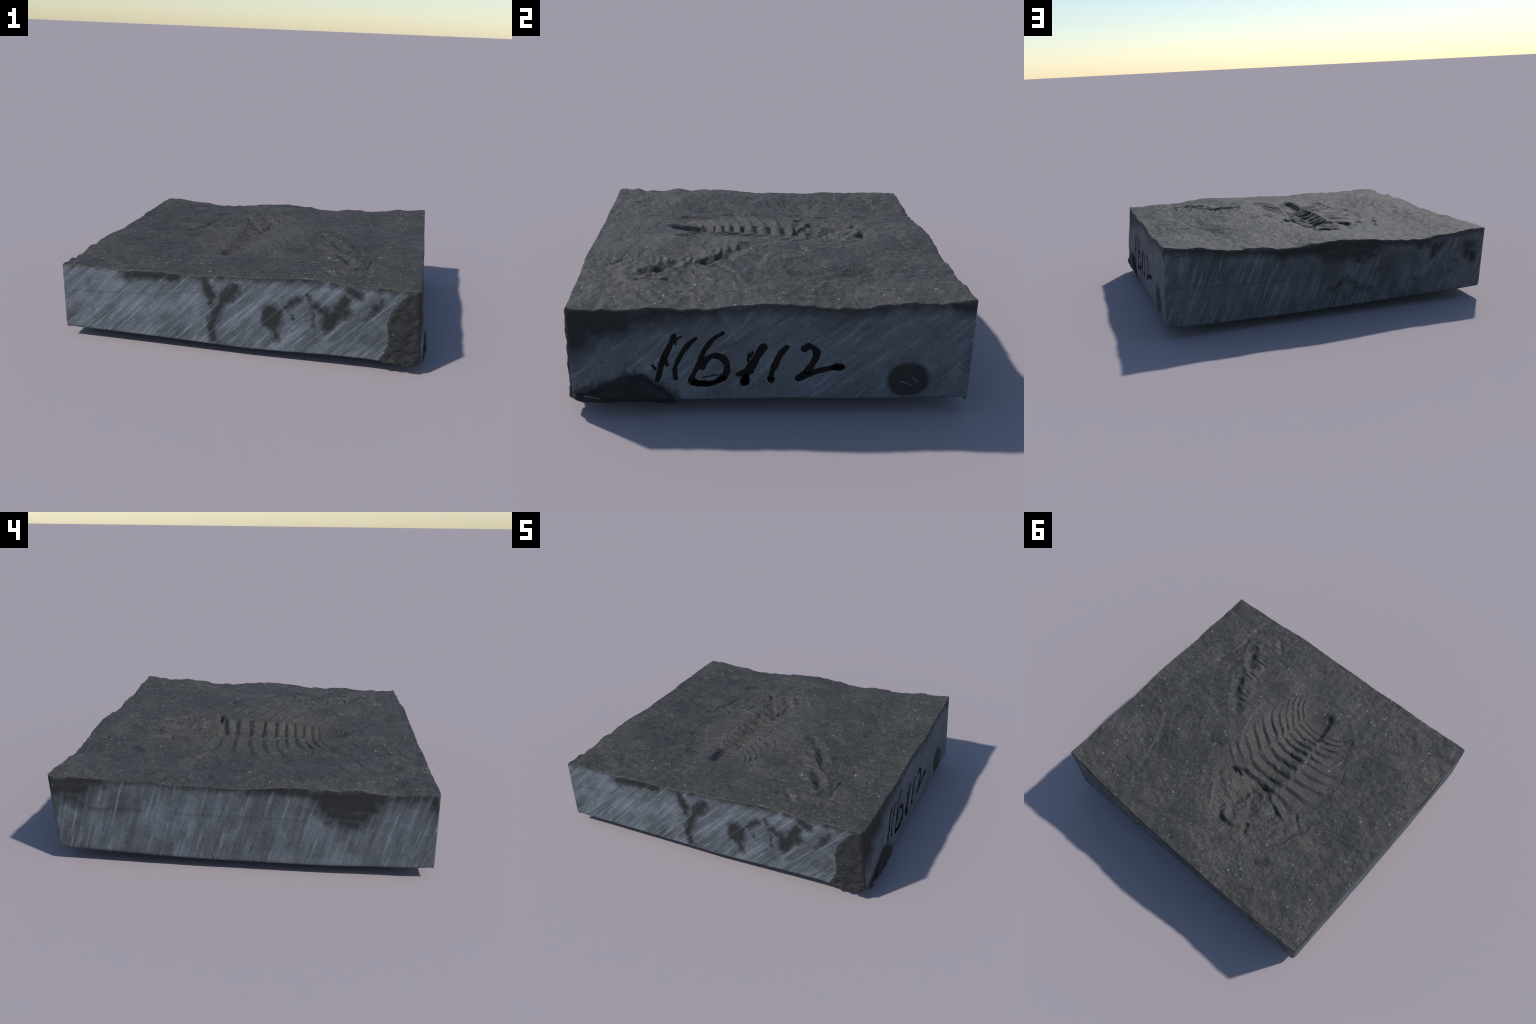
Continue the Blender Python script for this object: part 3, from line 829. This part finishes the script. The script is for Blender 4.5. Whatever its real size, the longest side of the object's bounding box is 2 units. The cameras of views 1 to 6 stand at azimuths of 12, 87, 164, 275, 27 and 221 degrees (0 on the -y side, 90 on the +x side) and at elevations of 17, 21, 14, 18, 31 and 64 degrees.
def ink_stroke(strokes, name, mat, parent, thick=.0007, seed=0):
    """brush strokes lying on the side: pts (y, z) with start and end half-width"""
    V, F = [], []
    for si, (pts, w0, w1) in enumerate(strokes):
        c = curve_points(pts, 9)
        tan = np.gradient(c, axis=0)
        tan /= np.linalg.norm(tan, axis=1)[:, None]
        # rounded ends
        ext = []
        w = 1.18 * np.linspace(w0, w1, len(c))
        for sgn, i in ((-1, 0), (1, -1)):
            cap = [(c[i] + sgn * tan[i] * w[i] * math.sin(a), w[i] * math.cos(a), tan[i]) for a in np.radians([25, 50, 68, 80, 88])]
            ext.append(cap)
        rows = [*ext[0][::-1], *[(c[i], w[i], tan[i]) for i in range(len(c))], *ext[1]]
        K = 12
        base = len(V)
        for ri, (p, ww, tg) in enumerate(rows):
            sidev = np.array([-tg[1], tg[0]])
            ragged = 1 + .30 * perlin(np.array([ri * .16 + si * 7 + seed]), np.array([.5]), 95)[0]
            for kk in range(K):
                a = kk / K * TAU
                yz = p + sidev * math.cos(a) * ww * ragged
                V.append((face_x(*yz) + thick * (.35 + math.sin(a)), *yz))
        for ri in range(len(rows) - 1):
            for kk in range(K):
                F.append((base + ri * K + kk, base + ri * K + (kk + 1) % K, base + (ri + 1) * K + (kk + 1) % K, base + (ri + 1) * K + kk))
        F.append(tuple(base + kk for kk in range(K))[::-1])
        F.append(tuple(base + (len(rows) - 1) * K + kk for kk in range(K)))
    me = bpy.data.meshes.new(name)
    me.from_pydata(V, [], F)
    me.materials.append(mat)
    me.polygons.foreach_set("use_smooth", np.ones(len(F), bool))
    ob = bpy.data.objects.new(name, me)
    collection().objects.link(ob)
    ob.parent = parent
    return ob


number = ink_stroke([([(-.203, .367), (-.240, .342), (-.277, .291), (-.303, .223), (-.330, .165), (-.322, .147), (-.284, .141), (-.232, .151),
                       (-.192, .179), (-.183, .220), (-.198, .254), (-.228, .268), (-.262, .257), (-.284, .218)], .0075, .012),
                     ([(-.328, .160), (-.300, .144), (-.270, .143), (-.235, .148)], .013, .010), ([(-.215, .160), (-.188, .190), (-.184, .225)], .010, .013),
                     ([(-.280, .172), (-.222, .185)], .003, .002)], "specimen_number", M_INK, thing, seed=1)
for i, st in enumerate((
        [([(-.399, .356), (-.418, .309), (-.444, .261), (-.455, .209), (-.467, .162)], .008, .009), ([(-.418, .305), (-.450, .232)], .011, .012),
         ([(-.433, .245), (-.427, .229)], .007, .007), ([(-.487, .226), (-.474, .209)], .005, .005), ([(-.397, .335), (-.371, .352)], .004, .003), ([(-.400, .345), (-.392, .318)], .006, .003)],
        [([(-.312, .344), (-.347, .310), (-.381, .254), (-.396, .209), (-.394, .171)], .007, .010)],
        [([(-.037, .307), (-.053, .281), (-.085, .221), (-.104, .192), (-.113, .150)], .015, .013), ([(-.094, .277), (-.098, .249), (-.085, .24)], .005, .006), ([(-.080, .285), (-.088, .262)], .004, .004),
         ([(-.137, .186), (-.104, .201), (-.083, .199)], .009, .009), ([(-.110, .192), (-.108, .150)], .014, .013)],
        [([(.056, .305), (.032, .274), (.015, .234), (.001, .194), (-.003, .160)], .0125, .009), ([(-.006, .170), (.000, .158)], .010, .010)],
        [([(.130, .300), (.147, .311), (.172, .302), (.183, .276), (.162, .224), (.134, .187), (.112, .170)], .011, .012),
         ([(.112, .170), (.153, .187), (.197, .204), (.250, .217), (.290, .219)], .013, .009), ([(.265, .220), (.288, .219)], .013, .014)])):
    ink_stroke(st, "ink_digit", M_INK, number, seed=3 + i * 11)


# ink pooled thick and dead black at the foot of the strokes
for pts, w0, w1 in (([(-.318, .150), (-.290, .146), (-.262, .143)], .0105, .010), ([(-.250, .145), (-.222, .155), (-.196, .170)], .006, .011),
                    ([(-.104, .178), (-.108, .152)], .012, .0125), ([(-.010, .168), (.008, .167)], .007, .006), ([(.138, .193), (.156, .192)], .006, .005),
                    ([(.256, .218), (.292, .218)], .010, .010)):
    ink_stroke([(pts, w0, w1)], "ink_blot", M_BLOT, number, .0016, seed=len(pts) + int(w0 * 1000))
# short pale scores across the varnish spot and the chip
for pts in ([(.540, .155), (.565, .146), (.590, .135)], [(.593, .171), (.605, .158), (.616, .150)]):
    ink_stroke([(pts, .0026, .0014)], "scratch", M_SCORE, sides[1], .0012)
ink_stroke([([(-.763, .098), (-.73, .094), (-.700, .090)], .0024, .0016)], "scratch", M_SCORE, spall_part, .0016)
